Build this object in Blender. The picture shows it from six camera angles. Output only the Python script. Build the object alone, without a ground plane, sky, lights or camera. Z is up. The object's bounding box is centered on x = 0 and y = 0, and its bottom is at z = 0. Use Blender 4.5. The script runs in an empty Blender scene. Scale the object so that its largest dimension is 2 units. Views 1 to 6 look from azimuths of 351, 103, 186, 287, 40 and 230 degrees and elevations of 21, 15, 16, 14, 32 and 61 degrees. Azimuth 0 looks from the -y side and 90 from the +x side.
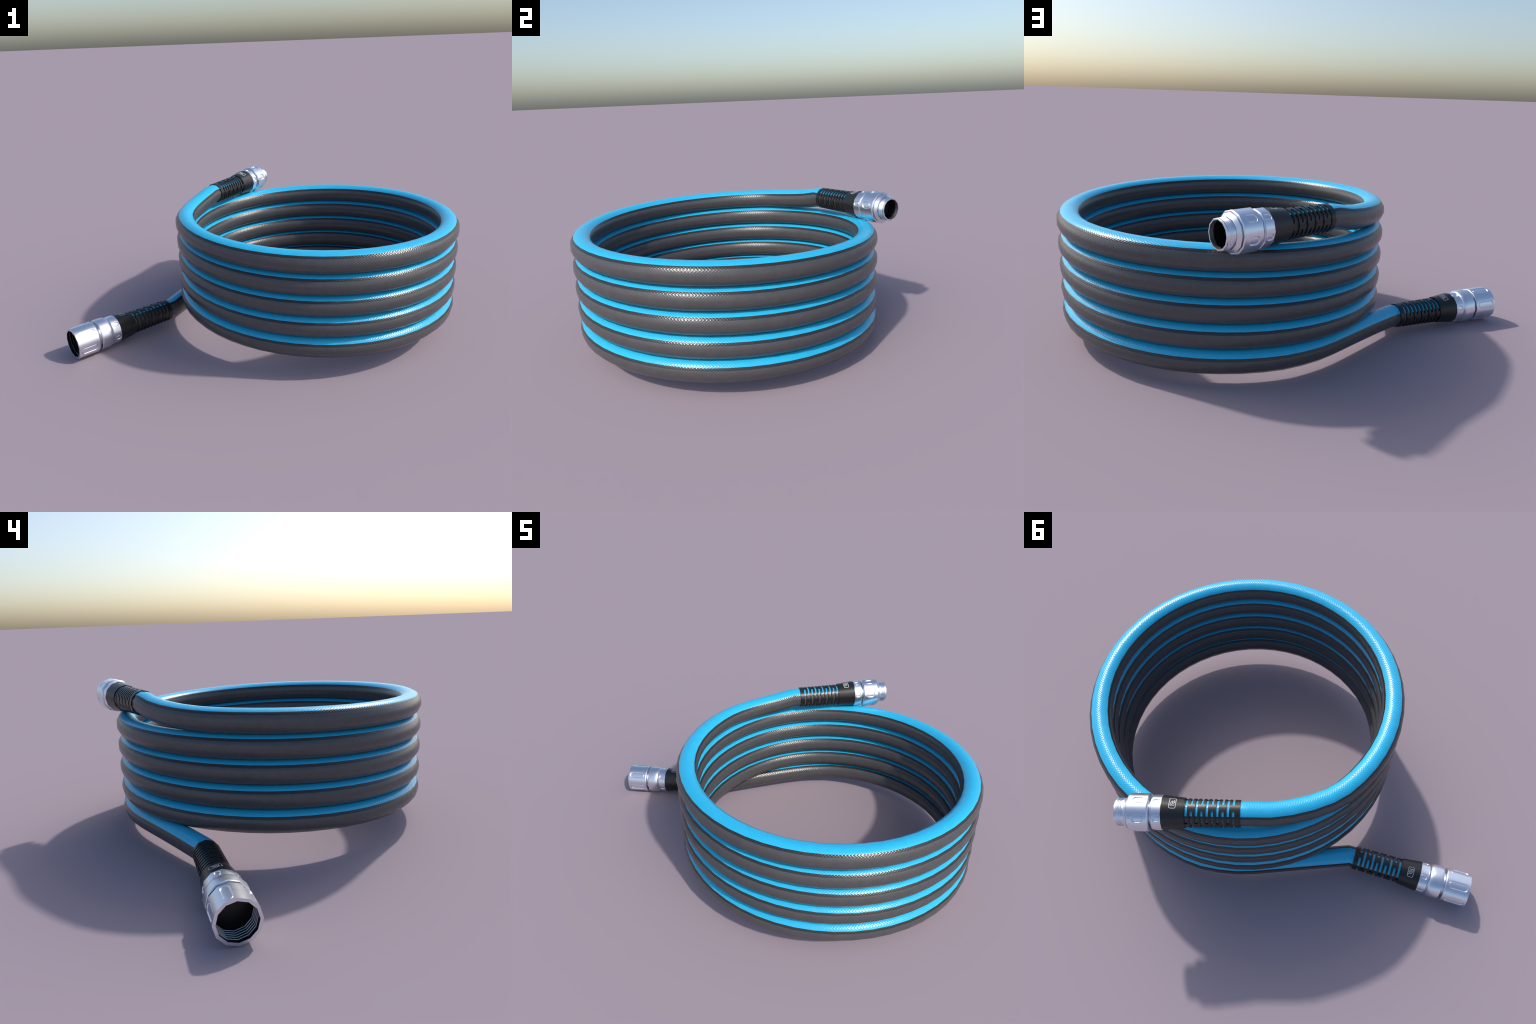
"""Coiled garden hose: a striped tube wound into five turns, with a slotted
strain-relief sleeve and a metal coupling at each end (one female, one male)."""
import bpy, math
import numpy as np
from mathutils import Vector

# ------------------------------------------------------------------ sizes (m)
COIL_X, COIL_Y, COIL_R = 0.2857, -0.0460, 0.6637     # coil axis and centre-line radius
COIL_Z0, COIL_PITCH = 0.0972, 0.0967                 # height at the +y side of turn 0, rise per turn
TUBE_R = 0.0501                                      # circum-radius of the 12-sided tube
SIDES = 12
RING_STEP = 6.654                                    # degrees of coil between tube rings
STRIPE_HALF, BORDER_HALF = 45.0, 59.0                # half widths of stripe and of its dark borders (degrees of section)
STRIPE_MID = [(-0.3, 72), (0, 75), (1, 81.5), (2, 86.5), (3, 90.0), (4, 93.0), (5, 96)]   # (turn, section angle of the stripe): it twists slowly

MALE_AT, MALE_DIR = Vector((-0.1897, 0.3638, 0.5915)), Vector((0.674, 0.739, 0.0)).normalized()
FEMALE_AT, FEMALE_DIR = Vector((-0.5110, -0.0158, 0.0772)), Vector((-0.8554, -0.5179, 0.0)).normalized()
SLEEVE_LEN = 0.304

# ------------------------------------------------------------------ helpers
def cos_d(a): return math.cos(math.radians(a))
def sin_d(a): return math.sin(math.radians(a))


def make_object(name, verts, faces, loop_normals, material, parent):
    """Mesh from points, polygons and one normal per polygon corner."""
    me = bpy.data.meshes.new(name)
    me.from_pydata([tuple(v) for v in verts], [], faces)
    me.polygons.foreach_set("use_smooth", [True] * len(faces))
    me.update()
    if loop_normals is not None:
        me.normals_split_custom_set([tuple(n) for n in loop_normals])
    me.materials.append(material)
    ob = bpy.data.objects.new(name, me)
    bpy.context.scene.collection.objects.link(ob)
    ob.parent = parent
    return ob


class Builder:
    """Collects quads with corner normals."""
    def __init__(self):
        self.v, self.f, self.n = [], [], []

    def poly(self, pts, nrm=None):
        pts = [Vector(p) for p in pts]
        if nrm is not None:
            g = (pts[1] - pts[0]).cross(pts[2] - pts[0])
            if g.dot(Vector(nrm[0])) < 0:
                pts, nrm = pts[::-1], list(nrm)[::-1]
        if nrm is None:
            g = (pts[1] - pts[0]).cross(pts[2] - pts[0])
            if g.length < 1e-12 and len(pts) > 3:
                g = (pts[2] - pts[0]).cross(pts[3] - pts[0])
            nrm = [g.normalized()] * len(pts)
        i = len(self.v)
        self.v += pts
        self.f.append(tuple(range(i, i + len(pts))))
        self.n += [Vector(n) for n in nrm]

    def grid(self, P, N, closed_j=False):
        """P[i][j] points, N[i][j] normals; quads wound so that they face along N."""
        P, N = np.asarray(P, float), np.asarray(N, float)
        ni, nj = P.shape[:2]
        base = len(self.v)
        self.v += [Vector(p) for p in P.reshape(-1, 3)]
        M = N.reshape(-1, 3)
        a, b = (1 if ni > 1 else 0), (1 if nj > 1 else 0)
        g = np.cross(P[a, 0] - P[0, 0], P[0, b] - P[0, 0])
        flip = float(g @ N[0, 0]) < 0
        for i in range(ni - 1):
            for j in range(nj if closed_j else nj - 1):
                k = (j + 1) % nj
                q = [i * nj + j, (i + 1) * nj + j, (i + 1) * nj + k, i * nj + k]
                if flip:
                    q.reverse()
                self.f.append(tuple(base + x for x in q))
                self.n += [Vector(M[x]) for x in q]

    def done(self, name, material, parent):
        return make_object(name, self.v, self.f, self.n, material, parent)


# ------------------------------------------------------------------ materials
def new_material(name, colour, rough, metallic=0.0, spec=0.5):
    m = bpy.data.materials.new(name)
    m.use_nodes = True
    b = m.node_tree.nodes["Principled BSDF"]
    b.inputs["Base Color"].default_value = (*colour, 1)
    b.inputs["Roughness"].default_value = rough
    b.inputs["Metallic"].default_value = metallic
    b.inputs["Specular IOR Level"].default_value = spec
    return m


class Nodes:
    def __init__(self, material):
        self.t = material.node_tree
        self.bsdf = self.t.nodes["Principled BSDF"]

    def add(self, kind, **props):
        n = self.t.nodes.new(kind)
        for k, v in props.items():
            setattr(n, k, v)
        return n

    def math(self, op, a, b=0.0):
        n = self.add("ShaderNodeMath", operation=op)
        for k, x in enumerate((a, b)):
            if isinstance(x, (int, float)):
                n.inputs[k].default_value = x
            else:
                self.t.links.new(x, n.inputs[k])
        return n.outputs[0]

    def link(self, a, b):
        self.t.links.new(a, b)


def tube_material(name, colour, rough, shade_spread):
    """Smooth plastic with the fine diagonal weave of the reinforcing braid under it.
    Length and section angle are worked out from Object coordinates of the coil."""
    m = new_material(name, colour, rough)
    k = Nodes(m)
    pos = k.add("ShaderNodeTexCoord").outputs["Object"]
    sep = k.add("ShaderNodeSeparateXYZ")
    k.link(pos, sep.inputs[0])
    x = k.math("SUBTRACT", sep.outputs[0], COIL_X)
    y = k.math("SUBTRACT", sep.outputs[1], COIL_Y)
    theta = k.math("ARCTAN2", y, x)
    rho = k.math("SUBTRACT", k.math("SQRT", k.math("ADD", k.math("MULTIPLY", x, x), k.math("MULTIPLY", y, y))), COIL_R)
    rise = k.math("MULTIPLY", k.math("SUBTRACT", math.pi / 2, theta), COIL_PITCH / (2 * math.pi))
    z = k.math("SUBTRACT", k.math("SUBTRACT", sep.outputs[2], rise), COIL_Z0 - COIL_PITCH / 2 - 4 * COIL_PITCH)
    z = k.math("SUBTRACT", k.math("MODULO", z, COIL_PITCH), COIL_PITCH / 2)
    psi = k.math("ARCTAN2", z, rho)
    wander = k.add("ShaderNodeTexNoise")
    wander.inputs["Scale"].default_value = 75.0
    k.link(pos, wander.inputs["Vector"])
    along = k.math("ADD", k.math("MULTIPLY", theta, 350.0), k.math("MULTIPLY", wander.outputs["Fac"], 3.5))
    around = k.math("MULTIPLY", psi, 27.0)
    w1 = k.math("SINE", k.math("ADD", along, around))
    w2 = k.math("SINE", k.math("SUBTRACT", along, around))
    h = k.math("ADD", k.math("MULTIPLY", w1, 0.52), k.math("MULTIPLY", w2, 0.48))
    noise = k.add("ShaderNodeTexNoise")
    noise.inputs["Scale"].default_value = 230.0
    noise.inputs["Detail"].default_value = 2.0
    k.link(pos, noise.inputs["Vector"])
    h = k.math("ADD", h, k.math("MULTIPLY", noise.outputs["Fac"], 0.7))
    bump = k.add("ShaderNodeBump")
    bump.inputs["Strength"].default_value = 0.26
    bump.inputs["Distance"].default_value = 0.0009
    k.link(h, bump.inputs["Height"])
    k.link(bump.outputs[0], k.bsdf.inputs["Normal"])
    # faint mottling of the colour
    tone = k.add("ShaderNodeTexNoise")
    tone.inputs["Scale"].default_value = 30.0
    tone.inputs["Detail"].default_value = 4.0
    k.link(pos, tone.inputs["Vector"])
    ramp = k.add("ShaderNodeValToRGB")
    lo, hi = 1 - shade_spread, 1 + shade_spread
    ramp.color_ramp.elements[0].position, ramp.color_ramp.elements[1].position = 0.3, 0.7
    ramp.color_ramp.elements[0].color = (*[c * lo for c in colour], 1)
    ramp.color_ramp.elements[1].color = (*[c * hi for c in colour], 1)
    k.link(tone.outputs["Fac"], ramp.inputs[0])
    k.link(ramp.outputs[0], k.bsdf.inputs["Base Color"])
    return m


def metal_material(name, colour, rough):
    m = new_material(name, colour, rough, metallic=1.0)
    k = Nodes(m)
    pos = k.add("ShaderNodeTexCoord").outputs["Object"]
    n = k.add("ShaderNodeTexNoise")
    n.inputs["Scale"].default_value = 60.0
    n.inputs["Detail"].default_value = 3.0
    k.link(pos, n.inputs["Vector"])
    r = k.add("ShaderNodeMapRange")
    r.inputs["To Min"].default_value = rough - 0.03
    r.inputs["To Max"].default_value = rough + 0.05
    k.link(n.outputs["Fac"], r.inputs["Value"])
    k.link(r.outputs[0], k.bsdf.inputs["Roughness"])
    return m


GREY = tube_material("grey_tube_plastic", (0.075, 0.075, 0.078), 0.255, 0.06)
BLUE = tube_material("blue_stripe_plastic", (0.026, 0.455, 0.74), 0.255, 0.03)
BORDER = tube_material("dark_stripe_border_plastic", (0.026, 0.026, 0.029), 0.255, 0.05)
BLACK = new_material("black_sleeve_plastic", (0.013, 0.013, 0.0135), 0.35)
METAL = metal_material("satin_aluminium", (0.82, 0.845, 0.91), 0.325)
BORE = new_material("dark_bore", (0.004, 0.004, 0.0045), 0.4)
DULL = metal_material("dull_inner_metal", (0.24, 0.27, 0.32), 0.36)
LIT_WALL_TINT = metal_material("bore_wall_lightened_metal", (0.55, 0.56, 0.58), 0.38)  # paler metal paints the daylight on the bore wall near the rim
WHITE = new_material("white_print", (0.70, 0.70, 0.72), 0.5)

# ------------------------------------------------------------------ the tube
root = bpy.data.objects.new("garden_hose", None)
bpy.context.scene.collection.objects.link(root)
root["label"] = "coiled grey and blue striped garden hose with metal couplings"
root["category"] = "garden hose"


def helix(angle, turn):
    """Centre line at a compass angle (degrees, ccw from +x) of a given turn; runs clockwise upward."""
    t = (90.0 - angle) / 360.0 + turn
    return Vector((COIL_X + COIL_R * cos_d(angle), COIL_Y + COIL_R * sin_d(angle), COIL_Z0 + COIL_PITCH * t))


def centre_line():
    pts = []
    # inside the female sleeve, out of it, a bend, then the straight run to the coil
    for s in (0.26, 0.13, -0.0, -0.028):
        pts.append(FEMALE_AT + FEMALE_DIR * s)
    bend = pts[-1]
    to = Vector((bend.x - COIL_X, bend.y - COIL_Y))
    touch = math.degrees(math.atan2(to.y, to.x)) - math.degrees(math.acos(COIL_R / to.length))
    first = 137.2 + 54 * RING_STEP * 4 - 360 * 4        # ring phase on the lowest turn
    a = first
    while a + RING_STEP < touch - 24:
        a += RING_STEP
    start = helix(a, 0)
    n = 7
    for i in range(1, n):
        f = i / n
        pts.append(bend.lerp(start, f) + Vector((0, 0, 0.004 * 4 * f * (1 - f))))
    # five turns clockwise, rising
    end = 181.0 - 360 * 5
    while a > end:
        pts.append(helix(a, 0))
        a -= RING_STEP
    # lift off the coil in one smooth curve into the male sleeve
    p0, p3 = helix(a, 0), MALE_AT - MALE_DIR * 0.035
    t0 = (helix(a - 0.5, 0) - helix(a + 0.5, 0)).normalized()
    p1, p2 = p0 + t0 * 0.11, p3 - MALE_DIR * 0.11
    for i in range(6):
        f = i / 5
        g = 1 - f
        q = p0 * g ** 3 + p1 * 3 * g * g * f + p2 * 3 * g * f * f + p3 * f ** 3
        low = p0.z + 0.011 * f                                  # stays down on the turn below ...
        q.z = low + (p3.z - p0.z - 0.011) * f ** 3              # ... and rises only near the sleeve
        pts.append(q)
    for s in (0.0, 0.13, 0.26):
        pts.append(MALE_AT + MALE_DIR * s)
    # ease the corner where the straight lead meets the coil
    for _ in range(2):
        old = [p.copy() for p in pts]
        for i in range(6, 12):
            pts[i] = old[i] * 0.5 + (old[i - 1] + old[i + 1]) * 0.25
    return pts


def polygon_radius(a, r, phase):
    """Radius of a regular polygon (vertices at phase + k*360/SIDES) in direction a."""
    step = 360.0 / SIDES
    d = (a - phase) % step - step / 2
    return r * cos_d(step / 2) / cos_d(d)


def build_tube():
    pts = centre_line()
    # section angles counted from the middle of the stripe
    angles = sorted({15.0 + 30 * k - 180 for k in range(12)} | {BORDER_HALF, -BORDER_HALF})
    rings, normals = [], []
    for i, p in enumerate(pts):
        d = (pts[min(i + 1, len(pts) - 1)] - pts[max(i - 1, 0)]).normalized()
        out = -d.cross(Vector((0, 0, 1))).normalized()          # away from the coil axis
        up = d.cross(out).normalized()
        up = up if up.z > 0 else -up
        turn = (p.z - COIL_Z0) / COIL_PITCH
        mid = float(np.interp(turn, *zip(*STRIPE_MID)))
        ring, nrm = [], []
        for a in angles:
            r = polygon_radius(a, TUBE_R, 15.0)
            u = out * cos_d(mid + a) + up * sin_d(mid + a)
            ring.append(p + u * r)
            nrm.append(u)
        rings.append(ring)
        normals.append(nrm)
    parts = {"tube": (Builder(), GREY), "stripe": (Builder(), BLUE), "stripe_border": (Builder(), BORDER)}
    m = len(angles)
    for j in range(m):
        a0 = angles[j]
        a1 = angles[(j + 1) % m] + (360 if j == m - 1 else 0)
        mid = (a0 + a1) / 2
        if abs(mid) < STRIPE_HALF:
            b = parts["stripe"][0]
        elif abs(mid) < BORDER_HALF:
            b = parts["stripe_border"][0]
        else:
            b = parts["tube"][0]
        j1 = (j + 1) % m
        b.grid([[r[j], r[j1]] for r in rings], [[n[j], n[j1]] for n in normals])
    tube = parts["tube"][0].done("tube", GREY, root)
    for k in ("stripe", "stripe_border"):
        parts[k][0].done(k, parts[k][1], tube)


build_tube()

# ------------------------------------------------------------------ couplings
class Frame:
    """Connector frame: s runs along the axis to the open end, angle 0 is up, +90 is axis x up."""
    def __init__(self, at, axis):
        self.at, self.a = at, axis
        self.u = Vector((0, 0, 1))
        self.w = axis.cross(self.u).normalized()

    def dir(self, ang):
        return self.u * cos_d(ang) + self.w * sin_d(ang)

    def pt(self, s, r, ang):
        return self.at + self.a * s + self.dir(ang) * r


SLOT_FIRST, SLOT_PITCH, SLOT_W, SLOT_ROWS = 0.0262, 0.0203, 0.0105, 10
BRIDGE = 13.5
CONE_AT, CONE_R, SLEEVE_R0, SLEEVE_R1 = 0.2165, 0.0600, 0.0548, 0.0575
BAND_R = 0.0700


def sleeve_radius(s):
    if s <= CONE_AT:
        return SLEEVE_R0 + (SLEEVE_R1 - SLEEVE_R0) * s / CONE_AT
    return CONE_R + (BAND_R - 0.0004 - CONE_R) * (s - CONE_AT) / (SLEEVE_LEN - CONE_AT)


def build_sleeve(fr, parent):
    """Black flexible sleeve: rows of slots, bridged at top and bottom in odd rows, at the sides in even rows."""
    b = Builder()
    wall = 0.0036
    angs = sorted({30.0 * k for k in range(12)} | {(q + e) % 360 for q in (0, 90, 180, 270) for e in (-BRIDGE, BRIDGE)})
    m = len(angs)
    edges = [(0.0, None)]
    stations = [0.0]
    rows = []
    for k in range(SLOT_ROWS):
        c = SLOT_FIRST + SLOT_PITCH * k
        stations += [c - SLOT_W / 2, c + SLOT_W / 2]
    stations += [CONE_AT]
    def open_cell(i, j):
        if i % 2 == 0 or i > 2 * SLOT_ROWS:
            return False
        row = (i - 1) // 2
        a0, a1 = angs[j], angs[(j + 1) % m] + (360 if j == m - 1 else 0)
        mid = (a0 + a1) / 2
        q = 0 if row % 2 == 0 else 90
        d = (mid - q + 90) % 180 - 90
        return abs(d) > BRIDGE
    def P(s, j, inner):
        a = angs[j % m]
        r = polygon_radius(a, sleeve_radius(s) - (wall if inner else 0), 0.0)
        return fr.pt(s, r, a)
    ni = len(stations) - 1
    for i in range(ni):
        s0, s1 = stations[i], stations[i + 1]
        for j in range(m):
            if open_cell(i, j):
                continue
            n0, n1 = fr.dir(angs[j]), fr.dir(angs[(j + 1) % m])
            b.poly([P(s0, j, 0), P(s0, j + 1, 0), P(s1, j + 1, 0), P(s1, j, 0)][::-1], [n0, n1, n1, n0][::-1])
            b.poly([P(s0, j, 1), P(s0, j + 1, 1), P(s1, j + 1, 1), P(s1, j, 1)], [-n0, -n1, -n1, -n0])
            # walls towards open neighbours
            if i == 0 or open_cell(i - 1, j):
                b.poly([P(s0, j, 0), P(s0, j + 1, 0), P(s0, j + 1, 1), P(s0, j, 1)])
            if i < ni - 1 and open_cell(i + 1, j):
                b.poly([P(s1, j, 0), P(s1, j + 1, 0), P(s1, j + 1, 1), P(s1, j, 1)][::-1])
            if open_cell(i, (j + 1) % m):
                b.poly([P(s0, j + 1, 0), P(s1, j + 1, 0), P(s1, j + 1, 1), P(s0, j + 1, 1)])
            if open_cell(i, (j - 1) % m):
                b.poly([P(s0, j, 0), P(s1, j, 0), P(s1, j, 1), P(s0, j, 1)][::-1])
    # step up to the cone, then the cone itself
    A = [30.0 * k for k in range(12)]
    e = 1e-6
    lo = [[fr.pt(CONE_AT, polygon_radius(a, SLEEVE_R1 - wall, 0), a) for a in A],
          [fr.pt(CONE_AT, polygon_radius(a, CONE_R, 0), a) for a in A]]
    b.grid(lo, [[-fr.a] * 12] * 2, closed_j=True)
    slope = (BAND_R - CONE_R) / (SLEEVE_LEN - CONE_AT)
    rows = [CONE_AT + e + (SLEEVE_LEN - CONE_AT) * f for f in (0, 0.33, 0.66, 1)]
    b.grid([[fr.pt(s, polygon_radius(a, sleeve_radius(s), 0), a) for a in A] for s in rows],
           [[(fr.dir(a) - fr.a * slope).normalized() for a in A] for s in rows], closed_j=True)
    return b.done("strain_relief_sleeve", BLACK, parent)


def revolve(b, fr, stations, radius, normal_radius=None, inward=False, facets=True, na=240):
    """Surface of revolution r = radius(s, angles) over fine stations; 12-sided outline, round shading."""
    A = np.arange(na) * 360.0 / na
    S = np.asarray(stations, float)
    R = np.stack([radius(s, A) for s in S])
    dRs = np.gradient(R, S, axis=0)
    dRa = (np.roll(R, -1, 1) - np.roll(R, 1, 1)) / (2 * math.radians(360.0 / na))
    poly = np.array([polygon_radius(a, 1.0, 0.0) for a in A]) if facets else np.ones(na)
    a_, u_, w_ = (np.array(v) for v in (fr.a, fr.u, fr.w))
    at = np.array(fr.at)
    ca, sa = np.cos(np.radians(A)), np.sin(np.radians(A))
    er = ca[:, None] * u_ + sa[:, None] * w_
    et = -sa[:, None] * u_ + ca[:, None] * w_
    P = at + S[:, None, None] * a_ + (R * poly)[:, :, None] * er[None]
    N = er[None] - dRs[:, :, None] * a_ - (dRa / R)[:, :, None] * et[None]
    N /= np.linalg.norm(N, axis=2, keepdims=True)
    b.grid(P, -N if inward else N, closed_j=True)


def flat_ring(b, fr, s, r0, r1, towards, na=240):
    A = np.arange(na) * 360.0 / na
    poly = [polygon_radius(a, 1.0, 0.0) for a in A]
    P = [[fr.pt(s, r * q, a) for a, q in zip(A, poly)] for r in (r0, r1)]
    b.grid(P, [[fr.a * towards] * na] * 2, closed_j=True)


def smooth01(x):
    x = np.clip(x, 0, 1)
    return x * x * (3 - 2 * x)


def dimpled(base, s_mid, length, width_deg, depth, ramp=0.0030):
    """base(s) minus six rounded slots, 60 degrees apart, centred 15 degrees from up."""
    def radius(s, A):
        r = base(s)
        d = (A - 15 + 30) % 60 - 30
        y = np.abs(np.radians(d)) * r
        half = math.radians(width_deg) / 2 * r
        core = length / 2 - half
        x = max(abs(s - s_mid) - core, 0.0)
        dist = half - np.sqrt(x * x + y * y)          # >0 inside the slot
        edge = np.exp(-((dist - 0.5 * ramp) / (0.42 * ramp)) ** 2)     # engraved outline
        return r - 0.35 * depth * smooth01(dist / ramp) - 0.65 * depth * edge
    return radius


def interp(points):
    xs, ys = zip(*points)
    return lambda s: float(np.interp(s, xs, ys))


def profile(b, fr, points, inward=False):
    """Conical strips between profile points, each with its own crisp edges."""
    for (s0, r0), (s1, r1) in zip(points, points[1:]):
        if abs(s1 - s0) < 1e-6:
            flat_ring(b, fr, s0, r0, r1, (1 if r1 < r0 else -1) * (-1 if inward else 1))
        else:
            f = interp([(s0, r0), (s1, r1)]) if s1 > s0 else interp([(s1, r1), (s0, r0)])
            revolve(b, fr, np.linspace(s0, s1, 3), lambda s, A, f=f: np.full(A.shape, f(s)), inward=inward)


def build_collar(fr, parent):
    """Dimpled metal band next to the sleeve."""
    L = SLEEVE_LEN
    b = Builder()
    revolve(b, fr, np.linspace(L, L + 0.0365, 60), dimpled(lambda s: BAND_R, L + 0.0175, 0.031, 19, 0.0040, 0.0028), na=480)
    profile(b, fr, [(L, BAND_R - 0.006), (L, BAND_R)])
    profile(b, fr, [(L + 0.0365, BAND_R), (L + 0.0395, BAND_R - 0.0048)])
    return b.done("collar", METAL, parent)


def build_male(fr, parent):
    L = SLEEVE_LEN
    b = Builder()
    body_r, t_r = 0.0757, 0.0545
    s0, s1, s2, s3 = L + 0.0535, L + 0.1280, L + 0.1470, L + 0.1835
    profile(b, fr, [(L + 0.0394, BAND_R - 0.0048), (L + 0.0412, BAND_R - 0.0050), (L + 0.0414, 0.0500), (L + 0.0470, 0.0500), (L + 0.0472, 0.0700), (L + 0.0500, 0.0735), (s0, body_r)])
    revolve(b, fr, np.linspace(s0, s1, 110), dimpled(lambda s: body_r, s0 + 0.0345, 0.046, 24, 0.0046), na=480)
    profile(b, fr, [(s1, body_r), (s1 + 0.0030, body_r - 0.0034), (s1 + 0.0032, 0.0625), (s1 + 0.0070, 0.0625), (s1 + 0.0072, 0.0680), (s2, t_r + 0.0010)])
    body = b.done("male_coupling", METAL, parent)
    # thread: a helical ridge
    b = Builder()
    n_thread, t0, t1 = 4.0, s2 + 0.006, s3 - 0.006
    def thread(s, A):
        ph = (s - t0) / (t1 - t0) * n_thread - A / 360.0
        fade = float(smooth01((s - t0) / 0.003) * smooth01((t1 - s) / 0.003))
        return t_r + fade * 0.0018 * (1.2 * np.abs(np.cos(math.pi * ph)) - 0.6) - (0.0014 if s > s3 - 0.002 else 0.0)
    revolve(b, fr, np.linspace(s2, s3, 90), thread)
    profile(b, fr, [(s3, t_r - 0.0014), (s3, t_r - 0.0058)])
    b.done("thread", METAL, body)
    b = Builder()
    rim = t_r - 0.0058
    profile(b, fr, [(s3 - 0.016, rim - 0.001), (s3, rim)], inward=True)
    b.done("bore_wall_painted_light", LIT_WALL_TINT, body)
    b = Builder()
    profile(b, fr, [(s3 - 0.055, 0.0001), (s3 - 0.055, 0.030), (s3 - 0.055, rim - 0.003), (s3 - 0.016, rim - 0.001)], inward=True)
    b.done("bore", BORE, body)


def build_female(fr, parent):
    L = SLEEVE_LEN
    b = Builder()
    r = 0.0772
    neck = 0.0695
    # round swelling between two grooves
    ball = [(0.0390, 0.0660), (0.0405, 0.0690), (0.0440, 0.0722), (0.0490, 0.0743), (0.0560, 0.0758), (0.0660, 0.0766),
            (0.0800, 0.0768), (0.0985, 0.0766), (0.1010, 0.0757)]
    f = interp([(L + s, q) for s, q in ball])
    revolve(b, fr, np.linspace(L + 0.0390, L + 0.1010, 50),
            lambda s, A: np.full(A.shape, sum(f(s + d) for d in (-0.002, -0.001, 0, 0.001, 0.002)) / 5))
    profile(b, fr, [(L + 0.1010, 0.0760), (L + 0.1028, 0.0742), (L + 0.1030, 0.0540), (L + 0.1128, 0.0540), (L + 0.1130, 0.0738), (L + 0.1146, 0.0756)])
    s0, s1 = L + 0.1180, L + 0.2225
    profile(b, fr, [(L + 0.1146, 0.0756), (s0, r - 0.0004)])
    revolve(b, fr, np.linspace(s0, s1, 150), dimpled(lambda s: r - 0.0004 + 0.0004 * (s - s0) / (s1 - s0), L + 0.1700, 0.087, 25, 0.0046), na=480)
    profile(b, fr, [(s1, r), (s1, 0.0665)])
    body = b.done("female_coupling", METAL, parent)
    b = Builder()
    i0 = s1 - 0.085
    # helical ridge of triangular section standing on the inner wall
    n = 60 * 5
    wall, ridge, half, pitch = 0.0662, 0.0024, 0.0012, 0.0125
    coil = []
    for i in range(n + 1):
        ang = 360.0 * i / 60
        fade = min(1.0, i / 12, (n - i) / 12)
        s_c = s1 - 0.011 - pitch * i / 60
        q = polygon_radius(ang, 1.0, 0.0)
        coil.append([fr.pt(s_c + half, wall * q, ang), fr.pt(s_c, (wall - ridge * fade) * q, ang), fr.pt(s_c - half, wall * q, ang)])
    for c0, c1 in zip(coil, coil[1:]):
        for k in (0, 1):
            b.poly([c0[k], c0[k + 1], c1[k + 1], c1[k]])
    b.done("thread", DULL, body)
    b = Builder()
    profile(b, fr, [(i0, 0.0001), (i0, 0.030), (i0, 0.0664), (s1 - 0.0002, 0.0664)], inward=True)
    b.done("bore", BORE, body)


# white print on the cone: a rounded frame with four written letters
def stroke(b, line, width, place, closed=False):
    """Flat ribbon of the given width along a polyline in print coordinates."""
    n = len(line)
    L, R = [], []
    for i, p in enumerate(line):
        p = Vector(p)
        q0 = Vector(line[(i - 1) % n] if closed or i > 0 else line[i])
        q1 = Vector(line[(i + 1) % n] if closed or i < n - 1 else line[i])
        d = (q1 - q0).normalized()
        o = Vector((-d.y, d.x)) * width / 2
        L.append(p + o)
        R.append(p - o)
    m = n if closed else n - 1
    for i in range(m):
        k = (i + 1) % n
        quad = [L[i], R[i], R[k], L[k]]
        pts, nrm = zip(*[place(q.x, q.y) for q in quad])
        g = (pts[1] - pts[0]).cross(pts[2] - pts[0])
        if g.dot(nrm[0]) < 0:
            pts, nrm = pts[::-1], nrm[::-1]
        b.poly(pts, nrm)


def bow(points, per=6):
    """Catmull-Rom curve through a few points."""
    out = []
    P = [Vector(p) for p in points]
    for i in range(len(P) - 1):
        p0, p1, p2, p3 = P[max(i - 1, 0)], P[i], P[i + 1], P[min(i + 2, len(P) - 1)]
        for k in range(per):
            t = k / per
            out.append(0.5 * ((2 * p1) + (p2 - p0) * t + (2 * p0 - 5 * p1 + 4 * p2 - p3) * t * t + (3 * p1 - p0 - 3 * p2 + p3) * t ** 3))
    out.append(P[-1])
    return out


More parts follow.
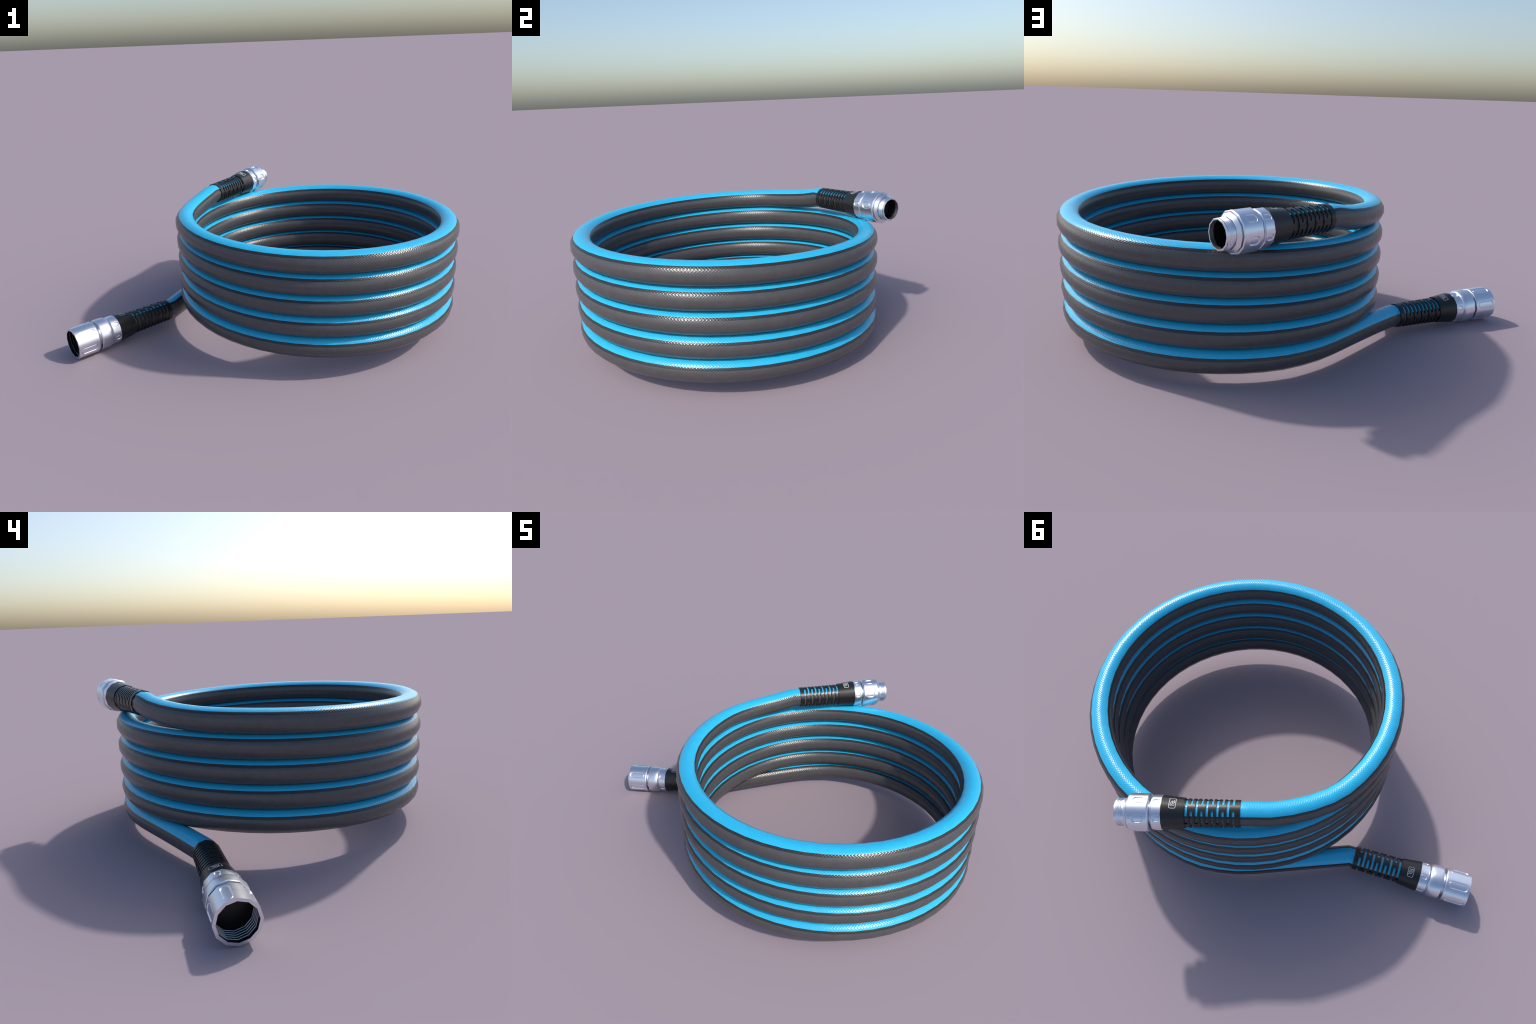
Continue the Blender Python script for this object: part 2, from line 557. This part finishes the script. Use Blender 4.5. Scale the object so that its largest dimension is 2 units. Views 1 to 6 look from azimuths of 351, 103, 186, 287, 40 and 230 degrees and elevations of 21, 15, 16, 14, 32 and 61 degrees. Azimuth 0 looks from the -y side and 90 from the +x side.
def build_print(fr, parent):
    s_mid, a_mid, half_s, half_a = 0.2605, 12.0, 0.0125, 20.5
    slope = (BAND_R - CONE_R) / (SLEEVE_LEN - CONE_AT)
    r_mid = sleeve_radius(s_mid)
    half_x = math.radians(half_a) * r_mid
    def place(x, y):
        """x: reading direction around the sleeve, y: letter height along the axis (m)."""
        s = s_mid + y
        a = a_mid + math.degrees(x / r_mid)
        r = polygon_radius(a, sleeve_radius(s), 0.0) + 0.0007
        return fr.pt(s, r, a), (fr.dir(a) - fr.a * slope).normalized()
    b = Builder()
    X, Y, c = half_x, half_s, 0.0055
    frame = []
    def run(p, q, k):
        frame.extend(Vector(p).lerp(Vector(q), i / k) for i in range(k))
    def corner(cx, cy, a0):
        frame.extend(Vector((cx + c * cos_d(a0 + t), cy + c * sin_d(a0 + t))) for t in range(0, 90, 15))
    run((-X + c, -Y), (X - c, -Y), 14); corner(X - c, -Y + c, -90)
    run((X, -Y + c), (X, Y - c), 6);    corner(X - c, Y - c, 0)
    run((X - c, Y), (-X + c, Y), 14);   corner(-X + c, Y - c, 90)
    run((-X, Y - c), (-X, -Y + c), 6);  corner(-X + c, -Y + c, 180)
    stroke(b, frame, 0.0019, place, closed=True)
    b.done("printed_frame", WHITE, parent)
    b = Builder()
    w = 0.0019
    mm = 0.001
    def glyph(points):
        stroke(b, bow([(x * mm * 0.95, y * mm * 0.86) for x, y in points]), w, place)
    glyph([(-14.0, 5.5), (-13.5, 8.5), (-11.0, 9.5), (-5.0, 9.0), (0.5, 8.0)])      # F: top bar
    glyph([(-12.0, 9.0), (-12.2, 0.0), (-12.8, -9.5)])                              # F: stem
    glyph([(-11.8, 1.0), (-8.5, 1.4), (-6.0, 1.6)])                                 # F: middle bar
    glyph([(-5.6, 1.8), (-5.2, -3.0), (-5.6, -9.5)])                                # i
    glyph([(0.3, 8.0), (0.0, 0.0), (0.3, -7.0), (2.6, -9.5), (5.0, -7.5)])          # t
    glyph([(-2.0, 0.5), (1.0, 1.0), (4.0, 0.6)])                                    # t: bar
    glyph([(8.0, 8.0), (7.4, 0.0), (7.4, -6.0), (9.5, -9.5), (13.0, -8.0), (12.6, -5.0)])  # t
    glyph([(5.0, 0.5), (8.5, 1.0), (11.5, 0.4)])                                    # t: bar
    b.done("printed_lettering", WHITE, parent)


for at, axis, finish in ((MALE_AT, MALE_DIR, build_male), (FEMALE_AT, FEMALE_DIR, build_female)):
    fr = Frame(at, axis)
    sleeve = build_sleeve(fr, root)
    build_print(fr, sleeve)
    build_collar(fr, root)
    finish(fr, root)
